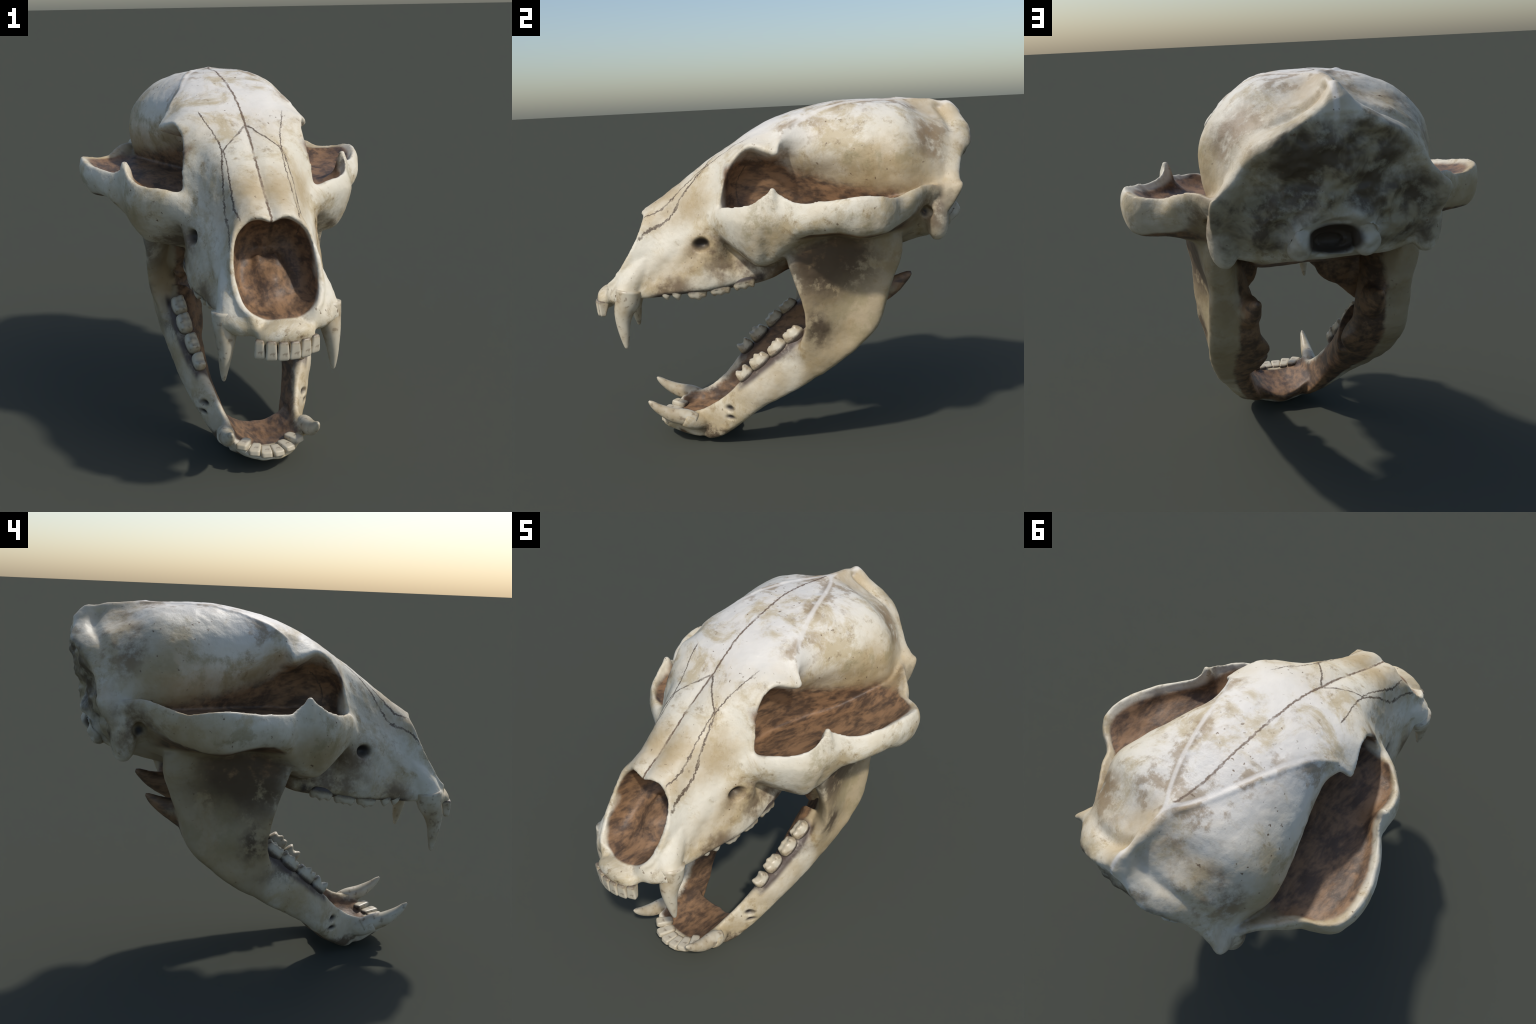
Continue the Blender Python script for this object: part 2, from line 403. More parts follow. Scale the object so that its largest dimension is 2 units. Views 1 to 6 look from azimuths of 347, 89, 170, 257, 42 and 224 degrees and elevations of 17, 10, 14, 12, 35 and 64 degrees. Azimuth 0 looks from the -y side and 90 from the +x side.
# rough muscle scars on the back plate
s.ridge([(0,.95,1.66),(0,.92,1.48),(0,.90,1.32)], .022, .014, mirror=False)
n_ = s.normals()
bp = np.where((s.co[:, 1] > .80) & (n_[:, 1] > .45) & (s.co[:, 2] > 1.06) & (s.co[:, 2] < 1.62))[0]
hh = np.array([noise.fractal(Vector((p[0]*9, 4.0, p[2]*9)), 1.0, 2.0, 3) for p in s.co[bp]])
ed = np.clip((n_[bp, 1]-.55)/.3, 0, 1)*np.clip((1-np.hypot(s.co[bp, 0]/.36, (s.co[bp, 2]-1.33)/.31))*4, 0, 1)
s.co[bp, 1] += .030*hh*ed
s.dent((.13,.93,1.39), (.10,.12,.09), .010)
s.dent((.29,.87,1.27), (.08,.10,.10), .025)
s.dent((.20,.88,1.20), (.06,.08,.06), .018)
s.ridge([(.250,-.68,.88),(.258,-.58,.98),(.25,-.50,1.07)], .03, -.006)
# temporal lines
s.ridge([(.29,.03,1.61),(.243,.114,1.674),(.20,.225,1.715),(.15,.37,1.737),(.10,.50,1.745),(.055,.60,1.742),(.02,.66,1.735)], .012, .006)
s.ridge([(0,.64,1.738),(0,.78,1.72),(0,.90,1.705)], .016, .008, mirror=False)
s.ridge([(0,-.70,1.22),(0,-.45,1.385),(0,-.22,1.55)], .018, -.006, mirror=False)
s.grain(3.0, .004, 3.1)
s.grain(14.0, .0026, 5.7)
# the cranium is slightly skewed: its left side sits lower, the vault leans to the right
k = np.clip((s.co[:, 2]-.85)/.45, 0, 1); k = k*k*(3-2*k)
s.co[:, 2] -= .006*s.co[:, 0]*k
s.pull((-.40,.30,1.34), (.18,.5,.24), (-.030,0,0), mirror=False)
s.pull((-.25,.95,1.53), (.24,.16,.22), (.012,-.022,0), mirror=False)
k = np.clip((s.co[:, 2]-1.15)/.45, 0, 1); k = k*k*(3-2*k)
kb = np.clip((s.co[:, 1]+.6)/.6, 0, 1)
kx = np.clip((.12-s.co[:, 0])/.30, 0, 1); kx = .4+.6*kx*kx*(3-2*kx)
s.co[:, 0] -= .018*k*kb*kx
kj = np.clip((.98-s.co[:, 2])/.2, 0, 1)*np.where(s.co[:, 1] < -.15, np.clip((.62-s.co[:, 2])/.1, 0, 1), 1)
s.co[:, 0] += JAW_SHIFT*kj
kl = np.clip((-.12-s.co[:, 0])/.1, 0, 1)*np.clip((s.co[:, 1]-.15)/.25, 0, 1)*np.clip((.92-s.co[:, 2])/.2, 0, 1)
s.co[:, 0] += .010*kl
s.co[:, 2] -= .010*kl
s.pull((.63,.10,1.22), (.11,.28,.13), (.016,0,-.014), mirror=False)
s.flush()

# ------------------------------------------------------------------ node material toolkit
class Nodes:
    def __init__(self, name):
        self.m = bpy.data.materials.new(name); self.m.use_nodes = True
        self.t = self.m.node_tree; self.t.nodes.clear()
        self.out = self.add("ShaderNodeOutputMaterial"); self.b = self.add("ShaderNodeBsdfPrincipled")
        self.t.links.new(self.b.outputs[0], self.out.inputs[0])
        self.pos = self.add("ShaderNodeTexCoord").outputs["Object"]
    def add(self, kind, **kw):
        n = self.t.nodes.new(kind)
        for k, v in kw.items(): setattr(n, k, v)
        return n
    def put(self, sock, v):
        if isinstance(v, bpy.types.NodeSocket): self.t.links.new(v, sock)
        else: sock.default_value = v
    def math(self, op, a, b=0.0, c=0.0, clamp=False):
        n = self.add("ShaderNodeMath", operation=op, use_clamp=clamp)
        self.put(n.inputs[0], a); self.put(n.inputs[1], b); self.put(n.inputs[2], c)
        return n.outputs[0]
    def vec(self, op, a, b=(0, 0, 0)):
        n = self.add("ShaderNodeVectorMath", operation=op)
        self.put(n.inputs[0], a); self.put(n.inputs[1], b)
        return n.outputs["Value"] if op in ("LENGTH", "DISTANCE", "DOT_PRODUCT") else n.outputs["Vector"]
    def noise(self, scale, detail=3.0, rough=.55, v=None, stretch=None, distort=0.0):
        v = self.pos if v is None else v
        if stretch: v = self.vec("MULTIPLY", v, stretch)
        n = self.add("ShaderNodeTexNoise")
        self.put(n.inputs["Vector"], v); n.inputs["Scale"].default_value = scale
        n.inputs["Detail"].default_value = detail; n.inputs["Roughness"].default_value = rough
        n.inputs["Distortion"].default_value = distort
        return n.outputs["Fac"], n.outputs["Color"]
    def step(self, v, lo, hi, a=0.0, b=1.0):
        n = self.add("ShaderNodeMapRange", interpolation_type="SMOOTHSTEP")
        self.put(n.inputs[0], v)
        for i, q in enumerate((lo, hi, a, b)): self.put(n.inputs[1+i], q)
        return n.outputs[0]
    def mix(self, f, a, b):
        n = self.add("ShaderNodeMix", data_type="RGBA", clamp_factor=True)
        self.put(n.inputs[0], f)
        for i, q in ((6, a), (7, b)):
            self.put(n.inputs[i], q if isinstance(q, bpy.types.NodeSocket) else tuple(q)+(1,))
        return n.outputs[2]
    def curve(self, v, pts, lo, hi):
        """Piecewise smooth f(v) given by (v, f) pairs; f within -1..1."""
        t = self.math("DIVIDE", self.math("SUBTRACT", v, lo), hi-lo, clamp=True)
        n = self.add("ShaderNodeFloatCurve")
        c = n.mapping.curves[0]
        n.mapping.clip_min_y = -1; n.mapping.use_clip = False
        q = [((a-lo)/(hi-lo), b) for a, b in pts]
        c.points[0].location = q[0]; c.points[1].location = q[-1]
        for p in q[1:-1]: c.points.new(*p)
        n.mapping.update()
        self.put(n.inputs["Value"], t)
        return n.outputs[0]
    def blob(self, c, r, soft=.25, v=None):
        d = self.vec("LENGTH", self.vec("DIVIDE", self.vec("SUBTRACT", v if v is not None else self.warp, c), r))
        return self.step(d, 1+soft, 1-soft)
    def most(self, *m):
        o = m[0]
        for q in m[1:]: o = self.math("MAXIMUM", o, q)
        return o

# linear colours
BONE = (.72, .67, .545); BONE_WARM = (.58, .47, .29); TAN = (.38, .27, .15); OLIVE = (.30, .25, .13)
DARK = (.10, .066, .042); UMBER = (.285, .165, .085); UMBER_DARK = (.090, .057, .037)

def bone_material(name, build):
    N = Nodes(name)
    sep = N.add("ShaderNodeSeparateXYZ"); N.put(sep.inputs[0], N.pos)
    ax = N.math("ABSOLUTE", sep.outputs[0]); N.x, N.y, N.z, N.ax = sep.outputs[0], sep.outputs[1], sep.outputs[2], ax
    comb = N.add("ShaderNodeCombineXYZ"); N.put(comb.inputs[0], ax); N.put(comb.inputs[1], N.y); N.put(comb.inputs[2], N.z)
    N.fold = comb.outputs[0]
    _, c1 = N.noise(6, 4, .6); _, c2 = N.noise(26, 3, .6)
    w = N.vec("ADD", N.vec("MULTIPLY", N.vec("SUBTRACT", c1, (.5,.5,.5)), (.11,.11,.11)),
              N.vec("MULTIPLY", N.vec("SUBTRACT", c2, (.5,.5,.5)), (.05,.05,.05)))
    N.warp = N.vec("ADD", N.fold, w)
    big, _ = N.noise(3.2, 4, .6); mid, _ = N.noise(11, 5, .65); fine, _ = N.noise(60, 3, .6)
    N.big, N.mid, N.fine = big, mid, fine
    col = N.mix(N.step(big, .40, .72, 0, .55), BONE, BONE_WARM)
    N.col = N.mix(N.step(mid, .56, .78, 0, .55), col, BONE_WARM)
    # umber tone used for interiors: short brushed streaks
    f1, _ = N.noise(13, 4, .6, stretch=(1, .55, 1.2), distort=.6); f2, _ = N.noise(55, 2, .6, stretch=(1, .35, 1))
    tone = N.math("ADD", N.math("MULTIPLY", f1, .7), N.math("MULTIPLY", f2, .3))
    N.umber = N.mix(N.step(tone, .38, .62), UMBER_DARK, UMBER)
    build(N)
    N.put(N.b.inputs["Base Color"], N.col)
    N.b.inputs["Roughness"].default_value = .52
    N.b.inputs["Specular IOR Level"].default_value = .4
    bump = N.add("ShaderNodeBump"); bump.inputs["Strength"].default_value = .4; bump.inputs["Distance"].default_value = .006
    N.put(bump.inputs["Height"], N.math("ADD", N.mid, N.math("MULTIPLY", N.fine, .5)))
    N.put(N.b.inputs["Normal"], bump.outputs[0])
    return N.m

def stain(N, blobs, colour, amount, grit=(.42, .62)):
    m = N.most(*[N.blob(c, r, s_) for c, r, s_ in blobs])
    N.col = N.mix(N.math("MULTIPLY", N.math("MULTIPLY", m, N.step(N.mid, *grit)), amount), N.col, colour)

def suture(N, pts, width, colour=DARK, slope=1.0, amp=.013, scale=48, zmin=1.0, amount=.9, fold=True):
    lo, hi = pts[0][0], pts[-1][0]
    f = N.curve(N.y, pts, lo, hi)
    j, _ = N.noise(scale, 2, .7)
    d = N.math("ABSOLUTE", N.math("SUBTRACT", N.math("SUBTRACT", N.ax if fold else N.x, f), N.math("MULTIPLY", N.math("SUBTRACT", j, .5), amp*2)))
    m = N.step(N.math("MULTIPLY", d, slope), width, width*.35)
    for a, b in ((lo-.005, lo+.01), (hi+.005, hi-.01)):
        m = N.math("MULTIPLY", m, N.step(N.y, a, b))
    m = N.math("MULTIPLY", m, N.step(N.z, zmin, zmin+.02))
    m = N.math("MULTIPLY", m, N.step(N.mid, .30, .52, .25, 1))
    N.col = N.mix(N.math("MULTIPLY", m, amount), N.col, colour)

def wash(N, blobs, colour, amount):
    """Broad soft stain, broken up by noise."""
    m = N.most(*[N.blob(c, r, s_) for c, r, s_ in blobs])
    N.col = N.mix(N.math("MULTIPLY", N.math("MULTIPLY", m, N.step(N.big, .30, .62, .35, 1)), amount), N.col, colour)

def cranium_look(N):
    # broad tan washes
    wash(N, [((.44,.66,1.40),(.14,.26,.26),.7), ((.33,.82,1.58),(.20,.14,.16),.6), ((.30,-.36,1.02),(.10,.22,.12),.7),
             ((.27,-.56,.92),(.08,.14,.12),.7), ((.155,-.58,1.20),(.045,.14,.10),.6), ((.18,-.45,1.25),(.06,.22,.12),.8), ((.55,-.08,1.12),(.10,.16,.10),.7),
             ((.62,.50,1.22),(.16,.16,.12),.7), ((.08,-.55,1.30),(.10,.20,.08),.8), ((0,.80,1.70),(.20,.16,.10),.6)], (.43, .32, .17), .8)
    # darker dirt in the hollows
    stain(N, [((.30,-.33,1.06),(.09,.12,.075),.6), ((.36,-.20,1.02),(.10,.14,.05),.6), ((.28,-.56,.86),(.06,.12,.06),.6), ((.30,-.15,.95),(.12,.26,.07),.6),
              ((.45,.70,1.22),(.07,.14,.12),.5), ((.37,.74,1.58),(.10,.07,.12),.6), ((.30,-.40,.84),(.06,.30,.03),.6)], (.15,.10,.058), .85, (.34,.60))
    stain(N, [((.27,.12,1.63),(.06,.12,.07),.5), ((.10,.62,1.74),(.14,.20,.06),.6), ((.33,.80,1.58),(.18,.12,.16),.5), ((.16,.40,1.74),(.07,.25,.05),.6)], (.29,.20,.105), .72, (.46,.60))
    stain(N, [((.40,.40,1.48),(.12,.25,.10),.7), ((.50,.12,1.24),(.10,.14,.08),.6), ((.55,-.10,1.20),(.06,.10,.10),.6), ((.70,.36,1.22),(.06,.16,.08),.6)], OLIVE, .55, (.48,.62))
    # occiput: dark mottling inside the crest
    oc = N.most(N.blob((0,.97,1.33),(.36,.12,.24),.25), N.blob((.28,.88,1.22),(.16,.12,.16),.3), N.blob((.08,.96,1.52),(.16,.06,.08),.4))
    N.col = N.mix(N.math("MULTIPLY", oc, .85), N.col, (.33,.265,.15))
    on, _ = N.noise(7, 4, .6, distort=.5)
    N.col = N.mix(N.math("MULTIPLY", oc, N.step(on, .36, .56, .10, .95)), N.col, (.095,.07,.045))
    N.col = N.mix(N.math("MULTIPLY", oc, N.step(N.mid, .50, .66, 0, .7)), N.col, (.42,.38,.27))
    ring = N.math("MULTIPLY", N.blob((0,.90,1.17),(.185,.14,.115),.25), N.step(N.mid, .3, .5, .4, .9))
    N.col = N.mix(ring, N.col, (.58,.53,.42))
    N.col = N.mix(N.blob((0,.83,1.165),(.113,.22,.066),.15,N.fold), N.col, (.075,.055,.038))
    # umber interiors: bowl of the arch, orbit, nose, underside
    wob = N.math("MULTIPLY", N.math("SUBTRACT", N.mid, .5), .10)
    xs = N.math("ADD", N.x, N.math("MULTIPLY", N.step(N.z, 1.15, 1.6), .016))
    axs = N.math("ABSOLUTE", xs)
    zs = N.math("ADD", N.z, N.math("MULTIPLY", N.x, .006))
    rimx = N.curve(N.y, [(-.30,.335),(-.20,.455),(-.12,.505),(-.03,.515),(.025,.535),(.075,.575),(.15,.625),(.25,.67),(.36,.695),(.45,.685),(.505,.635),(.555,.55),(.63,.50),(.75,.44)], -.30, .75)
    zlim = N.curve(N.y, [(-.28,.44),(-.15,.505),(0,.475),(.12,.42),(.30,.36),(.48,.33),(.66,.315)], -.28, .66)
    bowl = N.step(N.math("ADD", N.math("SUBTRACT", axs, rimx), N.math("MULTIPLY", wob, .25)), .010, -.016)
    bowl = N.math("MULTIPLY", bowl, N.step(N.math("ADD", N.math("SUBTRACT", N.math("SUBTRACT", zs, 1.0), zlim), wob), .035, -.035))
    bowl = N.math("MULTIPLY", N.math("MULTIPLY", bowl, N.step(N.y, -.272, -.250)), N.step(N.math("ADD", N.y, wob), .66, .56))
    bowl = N.math("MULTIPLY", bowl, N.step(N.z, 1.115, 1.14))
    halo = N.math("MULTIPLY", N.step(N.math("ADD", N.math("SUBTRACT", N.math("SUBTRACT", zs, 1.0), zlim), wob), .16, -.02), N.step(axs, .20, .26))
    halo = N.math("MULTIPLY", N.math("MULTIPLY", halo, N.step(N.y, .02, .12)), N.step(N.y, .80, .60))
    halo = N.math("MULTIPLY", halo, N.step(N.math("SUBTRACT", axs, rimx), 0, -.03))
    N.col = N.mix(N.math("MULTIPLY", halo, .75), N.col, (.33, .24, .12))
    # inside of the nose: behind the slanted aperture, within its rounded outline
    rel = N.vec("SUBTRACT", N.pos, (0, -.815, 1.035))
    tt = N.math("ABSOLUTE", N.vec("DOT_PRODUCT", rel, (0, .575, .818)))
    dd = N.vec("DOT_PRODUCT", rel, (0, -.818, .575))
    oval = N.math("ADD", N.math("POWER", N.math("DIVIDE", N.ax, .172), 2.6), N.math("POWER", N.math("DIVIDE", tt, .203), 2.6))
    nose = N.math("MULTIPLY", N.step(oval, 1.08, .94), N.step(N.math("ADD", dd, N.math("MULTIPLY", wob, .2)), .004, -.016))
    bore = N.math("ADD", N.math("POWER", N.math("DIVIDE", N.ax, .172), 2.6), N.math("POWER", N.math("DIVIDE", N.math("ABSOLUTE", N.math("SUBTRACT", N.z, 1.035)), .178), 2.6))
    bore = N.math("MULTIPLY", N.math("MULTIPLY", N.step(bore, 1.06, .96), N.step(dd, -.004, -.020)), N.step(N.y, -.40, -.44))
    nose = N.math("MAXIMUM", nose, bore)
    um = N.most(bowl, nose, N.blob((0,-.54,1.06),(.165,.24,.19),.05,N.fold),
                N.blob((0,.20,.90),(.28,.75,.13),.15), N.blob((.40,.22,1.04),(.13,.22,.085),.3))
    N.col = N.mix(um, N.col, N.umber)
    # sutures
    suture(N, [(-.72,.0),(-.45,.0),(-.22,0),(-.05,-.01),(.15,-.02),(.35,-.03),(.52,-.03),(.64,-.01)], .0075, (.14,.085,.05), fold=False, amp=.009, zmin=1.15)
    suture(N, [(-.685,.128),(-.61,.136),(-.53,.134),(-.43,.130),(-.35,.132)], .0045, zmin=1.1, amp=.010)
    suture(N, [(-.72,.185),(-.62,.170),(-.54,.166),(-.43,.151),(-.35,.137)], .0045, zmin=1.0, amp=.010)
    suture(N, [(-.36,.137),(-.31,.074),(-.228,.005)], .0055, zmin=1.2, slope=.7)
    suture(N, [(-.36,.138),(-.284,.148),(-.186,.182),(-.12,.20)], .0045, zmin=1.2, amp=.010)
    # pale temporal line
    f = N.curve(N.y, [(.03,.29),(.114,.243),(.225,.20),(.37,.15),(.50,.10),(.60,.05),(.68,.0),(.9,0)], .03, .9)
    m = N.math("MULTIPLY", N.step(N.math("ABSOLUTE", N.math("SUBTRACT", N.ax, f)), .016, .004), N.step(N.z, 1.58, 1.62))
    N.col = N.mix(N.math("MULTIPLY", m, N.step(N.y, .05, .12, 0, .7)), N.col, (.76,.72,.65))
    # foramina and specks
    hole = N.most(N.blob((.275,-.39,1.084),(.04,.040,.029),.3, N.fold), N.blob((.425,.70,1.205),(.05,.022,.026),.3, N.fold), N.blob((.225,-.345,1.265),(.012,.012,.012),.4, N.fold))
    N.col = N.mix(hole, N.col, (.035,.028,.024))
    sp, _ = N.noise(42, 2, .5)
    N.col = N.mix(N.math("MULTIPLY", N.step(sp, .70, .76), N.step(N.big, .45, .6, 0, .8)), N.col, (.20,.14,.08))

def jaw_look(N):
    wash(N, [((.42,.25,.70),(.16,.22,.26),.7), ((.32,-.08,.36),(.12,.32,.14),.7), ((.20,-.42,.10),(.12,.16,.09),.7)], (.43,.32,.17), .75)
    stain(N, [((.46,.24,.96),(.10,.22,.17),.5), ((.46,.17,.66),(.05,.07,.12),.5), ((.30,-.02,.52),(.07,.22,.05),.7), ((.20,-.36,.07),(.07,.12,.03),.6)], (.115,.08,.05), .95, (.36,.50))
    stain(N, [((.44,.36,.74),(.08,.12,.16),.6)], OLIVE, .5, (.45,.6))
    jx = N.math("ABSOLUTE", N.math("SUBTRACT", N.x, JAW_SHIFT))
    gx = N.curve(N.y, [(-.6,.15),(-.45,.16),(-.30,.195),(-.10,.265),(.05,.29),(.2,.31),(.6,.30)], -.6, .6)
    wob = N.math("MULTIPLY", N.math("SUBTRACT", N.mid, .5), .06)
    inner = N.step(N.math("ADD", N.math("SUBTRACT", jx, gx), wob), .012, -.012)
    top = N.math("MULTIPLY", N.step(N.z, .03, .05), N.step(N.y, -.585, -.565))
    back = N.step(N.y, -.34, -.30)
    inner = N.math("MULTIPLY", inner, N.math("MAXIMUM", top, back))
    region = N.math("SUBTRACT", N.z, N.curve(N.y, [(-.6,.45),(-.25,.62),(-.05,.80),(.08,1.0),(.7,1.0)], -.6, .7))
    inner = N.math("MULTIPLY", inner, N.step(N.math("ADD", region, wob), .04, -.04))
    N.col = N.mix(inner, N.col, N.umber)
    row = N.curve(N.y, [(-.26,.345),(-.205,.385),(-.125,.445),(-.035,.52),(.05,.59),(.11,.64)], -.26, .11)
    rx = N.curve(N.y, [(-.26,.25),(-.205,.262),(-.125,.278),(-.035,.30),(.11,.32)], -.26, .11)
    gum = N.math("MULTIPLY", N.step(N.math("ABSOLUTE", N.math("SUBTRACT", N.z, row)), .055, .020), N.step(N.math("ABSOLUTE", N.math("SUBTRACT", jx, rx)), .062, .040))
    gum = N.math("MULTIPLY", N.math("MULTIPLY", gum, N.step(N.y, -.262, -.235)), N.step(N.y, .12, .09))
    N.col = N.mix(N.math("MULTIPLY", gum, N.step(N.mid, .25, .5, .45, .95)), N.col, (.085,.06,.05))
    urow = N.curve(N.y, [(-.64,.815),(-.53,.825),(-.42,.828),(-.30,.845),(-.19,.872),(-.10,.90)], -.64, -.10)
    ug = N.step(N.math("ABSOLUTE", N.math("SUBTRACT", N.z, urow)), .034, .012)
    ug = N.math("MULTIPLY", N.math("MULTIPLY", ug, N.step(N.y, -.68, -.62)), N.math("MULTIPLY", N.step(N.y, -.06, -.10), N.step(N.ax, .20, .23)))
    N.col = N.mix(N.math("MULTIPLY", ug, N.step(N.mid, .28, .52, .4, .95)), N.col, (.06,.045,.038))
    hole = N.most(N.blob((.245,-.296,.215),(.06,.022,.013),.7,N.fold), N.blob((.24,-.292,.168),(.06,.026,.010),.7,N.fold))
    N.col = N.mix(hole, N.col, (.035,.028,.024))
    sp, _ = N.noise(42, 2, .5)
    N.col = N.mix(N.math("MULTIPLY", N.step(sp, .68, .74), N.step(N.big, .42, .6, 0, .8)), N.col, (.18,.12,.07))

def whole_look(N):
    g, _ = N.noise(4.5, 6, .72, distort=.4); h, _ = N.noise(17, 5, .7)
    N.col = N.mix(N.step(g, .46, .64, 0, .7), N.col, (.46, .355, .185))
    N.col = N.mix(N.math("MULTIPLY", N.step(g, .40, .60), N.step(h, .53, .66, 0, .65)), N.col, (.25, .17, .08))
    N.col = N.mix(N.math("MULTIPLY", N.blob((0,.12,1.72),(.34,.62,.26),.5), N.step(g, .62, .45, .1, .6)), N.col, (.78,.75,.71))
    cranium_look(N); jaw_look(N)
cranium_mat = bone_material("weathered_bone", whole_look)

def tooth_material(name, dark_from, dark_to):
    N = Nodes(name)
    sep = N.add("ShaderNodeSeparateXYZ"); N.put(sep.inputs[0], N.pos)
    f, _ = N.noise(30, 3, .6); g, _ = N.noise(9, 3, .6)
    col = N.mix(N.step(g, .35, .7), (.62,.56,.43), (.44,.35,.22))
    h = N.math("ADD", sep.outputs[2], N.math("MULTIPLY", N.math("SUBTRACT", f, .5), .02))
    pit, _ = N.noise(38, 2, .6)
    col = N.mix(N.step(pit, .56, .70, 0, .55), col, (.20,.14,.09))
    col = N.mix(N.step(h, dark_from, dark_to), col, (.07,.052,.042))
    N.put(N.b.inputs["Base Color"], col)
    N.b.inputs["Roughness"].default_value = .38
    return N.m
molar_mat = tooth_material("stained_tooth", .012, -.012)
canine_mat = tooth_material("tooth_enamel", -.6, -.7)
incisor_mat = tooth_material("incisor_enamel", -.026, -.044)

# ------------------------------------------------------------------ split the surface into named parts
def empty(name, parent=None):
    o = bpy.data.objects.new(name, None); bpy.context.scene.collection.objects.link(o)
    o.empty_display_size = .1
    if parent: o.parent = parent
    return o

root = empty("bear_skull")
root["label"] = "weathered bear skull with open jaw and long canines"
root["category"] = "animal skull"

me = skull.data
nf = len(me.polygons)
cen = np.empty(nf*3); me.polygons.foreach_get("center", cen); cen = cen.reshape(-1, 3)
vn = np.empty(len(me.vertices)*3); me.vertices.foreach_get("normal", vn); vn = vn.reshape(-1, 3)
X, Y, Z = np.abs(cen[:, 0]), cen[:, 1], cen[:, 2]
region = np.full(nf, "cranium", object)
region[(Y < -.31)] = "snout"
occ = (Y > .865) & (Z > 1.02)
region[occ] = "occiput"
zyg = (X > .40 + .0*Y) & (Z > 1.03) & (Z < 1.40) & (Y > -.31) & (Y < .70) & (X > np.interp(Y, [-.3, .1, .3, .5, .7], [.33, .42, .47, .50, .47]))
region[zyg & (cen[:, 0] > 0)] = "zygomatic_arch"
region[zyg & (cen[:, 0] < 0)] = "zygomatic_arch.001"
jaw = (Z < np.interp(Y, [-.2, .0, .1, .6, .7], [.60, .80, 1.03, 1.03, .90])) & ~((Y < .02) & (Z > .70)) & ~((X < .2) & (Z > .92)) & (Z < 1.03) & ~occ
region[jaw] = "jaw"
part = {}
V = np.empty(len(me.vertices)*3); me.vertices.foreach_get("co", V); V = V.reshape(-1, 3)
polys = [tuple(p.vertices) for p in me.polygons]
for name in ("cranium", "snout", "occiput", "zygomatic_arch", "zygomatic_arch.001", "jaw"):
    ids = np.where(region == name)[0]
    used = sorted({v for i in ids for v in polys[i]})
    remap = {v: k for k, v in enumerate(used)}
    m = bpy.data.meshes.new(name)
    m.from_pydata([tuple(V[v]) for v in used], [], [tuple(remap[v] for v in polys[i]) for i in ids])
    m.polygons.foreach_set("use_smooth", np.ones(len(ids), bool))
    m.normals_split_custom_set_from_vertices([tuple(vn[v]) for v in used])
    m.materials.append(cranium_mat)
    o = bpy.data.objects.new(name, m); bpy.context.scene.collection.objects.link(o)
    o.parent = root
    part[name] = o
bpy.data.objects.remove(skull)

# ------------------------------------------------------------------ teeth
def finish_tooth(ob, name, mat, parent, loc=(0, 0, 0), rot=None):
    ob.name = name
    for p in ob.data.polygons: p.use_smooth = True
    if not ob.data.materials: ob.data.materials.append(mat)
    ob.location = loc
    if rot is not None: ob.rotation_euler = rot
    ob.parent = parent
    return ob

def clone(ob):
    o = ob.copy(); bpy.context.scene.collection.objects.link(o); return o

# canines: built hanging along local z with the tip at -z (upper) / curved forward (lower)
for sx in (1, -1):
    t = spine_tube([(0,.02,.06),(0,.01,.0),(sx*.004,-.010,-.05),(sx*.009,-.018,-.11),(sx*.015,-.014,-.18),(sx*.017,-.010,-.23),(sx*.017,-.008,-.242)], [.066,.063,.051,.037,.024,.012,.005], "upper_canine", seg=20, flat=.85)
    finish_tooth(t, "upper_canine", canine_mat, part["snout"], (sx*.224, -.795, .80), None)
    t = spine_tube([(0,.05,-.02),(0,0,0),(sx*.004,-.07,.02),(sx*.006,-.135,.055),(sx*.006,-.175,.088),(sx*.006,-.190,.102)], [.040,.044,.038,.026,.015,.005], "lower_canine", seg=20, flat=.85)
    finish_tooth(t, "lower_canine", canine_mat, part["jaw"], (sx*.193+JAW_SHIFT, -.53, .155), None)

def incisor(w, d, h, name):
    """Spatulate crown along local z, cutting edge at +z, narrowing to the neck."""
    bm = bmesh.new(); bmesh.ops.create_cube(bm, size=1)
    for v in bm.verts:
        k = 1.0 if v.co.z > 0 else .80
        v.co = (v.co.x*w*k, v.co.y*d*(.55 if v.co.z > 0 else 1.2), v.co.z*h)
    bmesh.ops.subdivide_edges(bm, edges=bm.edges, cuts=2, use_grid_fill=True)
    m = bpy.data.meshes.new(name); bm.to_mesh(m); bm.free()
    o = bpy.data.objects.new(name, m); bpy.context.scene.collection.objects.link(o)
    s_ = o.modifiers.new("s", "SUBSURF"); s_.levels = 2
    apply_mods(o)
    return o
proto = incisor(.052, .05, .084, "upper_incisor")
finish_tooth(proto, "upper_incisor", incisor_mat, part["snout"])
for i, x in enumerate((-.112, -.069, -.023, .023, .069, .112)):
    o = proto if i == 0 else clone(proto)
    o.location = (x, -.962 + 2.3*x*x, .735 + .6*x*x)
    o.rotation_euler = (math.pi - .12, 0, x/.28)
    o.scale = (.98 if abs(x) < .1 else .9, 1, 1.0 + .05*rng.standard_normal())
proto = incisor(.054, .05, .09, "lower_incisor")
finish_tooth(proto, "lower_incisor", incisor_mat, part["jaw"])
for i, x in enumerate((-.118, -.072, -.025, .025, .072, .118)):
    o = proto if i == 0 else clone(proto)
    o.location = (x+JAW_SHIFT, -.640 + 3.6*x*x, .092 + 2.0*x*x)
    o.rotation_euler = (math.pi/2 - .25, 0, x/.2)
    o.scale = (1, 1, 1 + .08*rng.standard_normal())

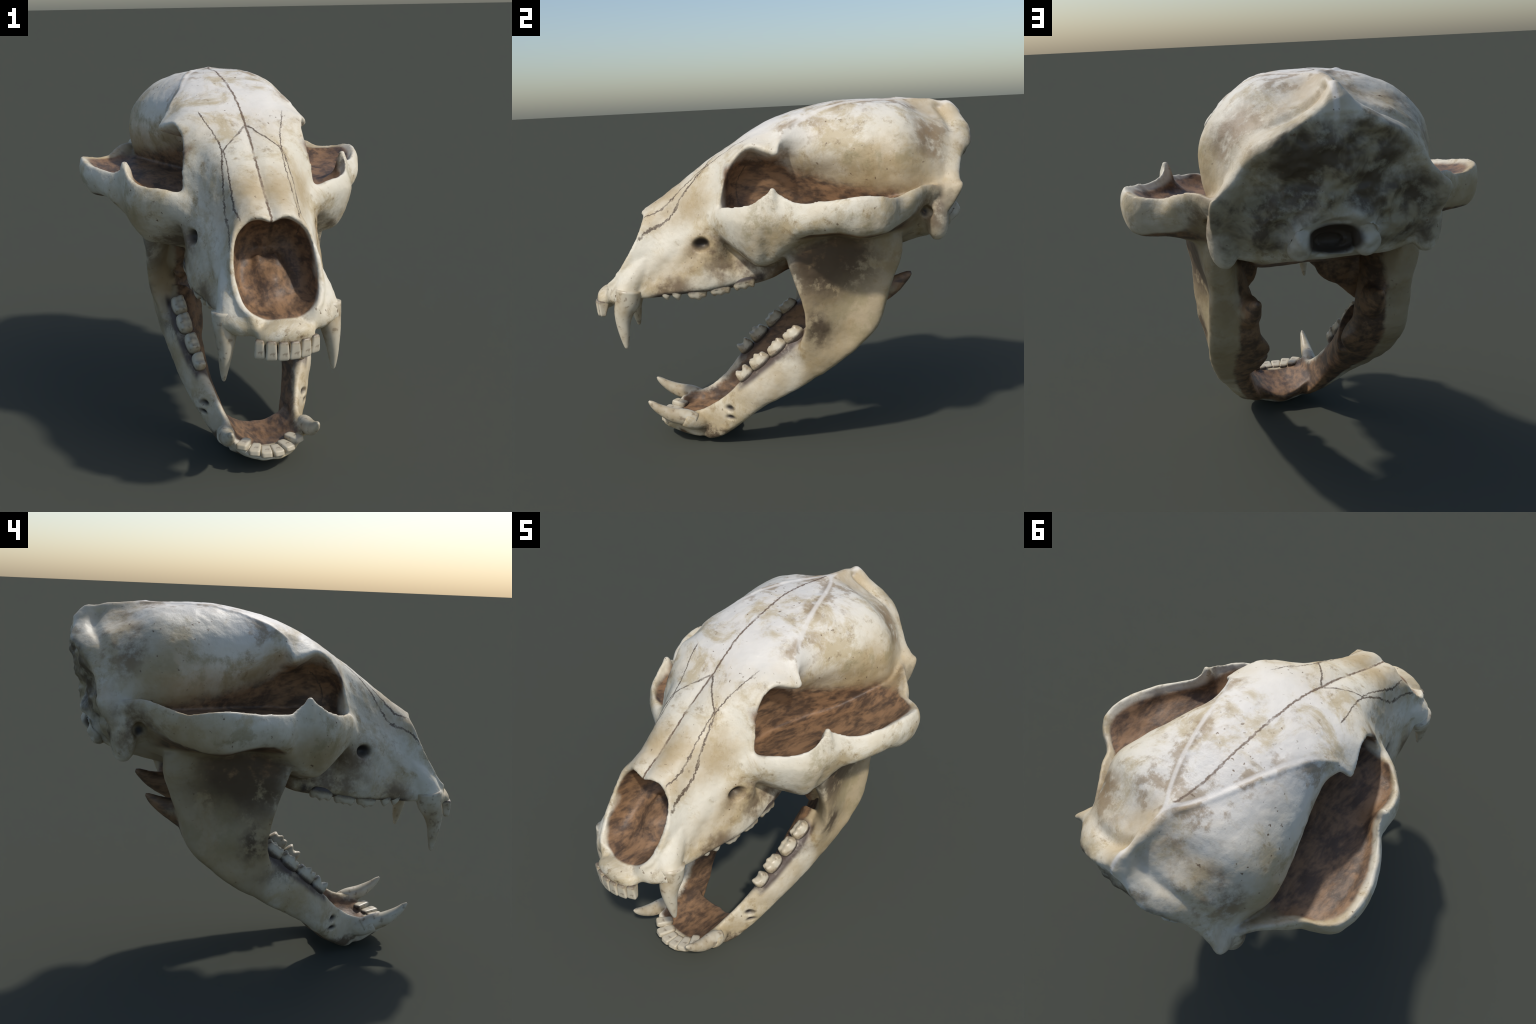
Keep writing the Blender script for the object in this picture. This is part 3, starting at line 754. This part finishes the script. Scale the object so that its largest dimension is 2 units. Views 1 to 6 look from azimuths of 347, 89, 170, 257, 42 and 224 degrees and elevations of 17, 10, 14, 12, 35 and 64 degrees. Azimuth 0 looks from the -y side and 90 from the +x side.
def molar(length, width, height, cusps, name, seed):
    """Rounded crown along local y with paired cusps on top (+z)."""
    r = np.random.default_rng(seed)
    bm = bmesh.new(); bmesh.ops.create_cube(bm, size=1)
    bmesh.ops.subdivide_edges(bm, edges=bm.edges, cuts=11, use_grid_fill=True)
    cs = [(sx*.22*width, (j/(cusps-1)-.5)*length*.66 if cusps > 1 else 0, 1 + .2*r.standard_normal()) for j in range(cusps) for sx in (1, -1)]
    for v in bm.verts:
        q = v.co*2
        sp = Vector((q.x*math.sqrt(1-q.y*q.y/2-q.z*q.z/2+q.y*q.y*q.z*q.z/3), q.y*math.sqrt(1-q.x*q.x/2-q.z*q.z/2+q.x*q.x*q.z*q.z/3), q.z*math.sqrt(1-q.x*q.x/2-q.y*q.y/2+q.x*q.x*q.y*q.y/3)))
        p = q.lerp(sp, .75)*.5
        x, y, z = p.x*width, p.y*length, p.z*height
        if p.z > .1:
            z += sum(k*.26*height*math.exp(-((x-a)**2+(y-b)**2)/(.017**2)) for a, b, k in cs) - .12*height
        v.co = (x, y, z)
    m = bpy.data.meshes.new(name); bm.to_mesh(m); bm.free()
    o = bpy.data.objects.new(name, m); bpy.context.scene.collection.objects.link(o)
    return o
LOWER = [((.258,-.205,.405),.080,.060), ((.275,-.125,.473),.100,.066), ((.298,-.035,.548),.100,.074), ((.31,.05,.615),.098,.074)]
for i, (c, l, w) in enumerate(LOWER):
    base = molar(l*1.13, w*1.05, .078, 2 if i == 0 else 3, "lower_molar", 20+i)
    finish_tooth(base, "lower_molar", molar_mat, part["jaw"])
    for sx in (1, -1):
        o = base if sx == 1 else clone(base)
        o.location = (sx*c[0]+JAW_SHIFT, c[1], c[2]-.016); o.rotation_euler = (.72, 0, -sx*.2)
UPPER = [((.262,-.585,.838),.045,.04), ((.272,-.53,.838),.05,.045), ((.283,-.425,.838),.095,.055), ((.290,-.31,.852),.105,.06), ((.288,-.19,.878),.115,.065)]
for i, (c, l, w) in enumerate(UPPER):
    base = molar(l*1.08, w, .062, 1 if i < 2 else 3, "upper_molar", 40+i)
    finish_tooth(base, "upper_molar", molar_mat, part["snout"])
    for sx in (1, -1):
        o = base if sx == 1 else clone(base)
        o.location = (sx*(c[0]-.012), c[1], c[2]+.006); o.rotation_euler = (math.pi + .2, 0, 0)
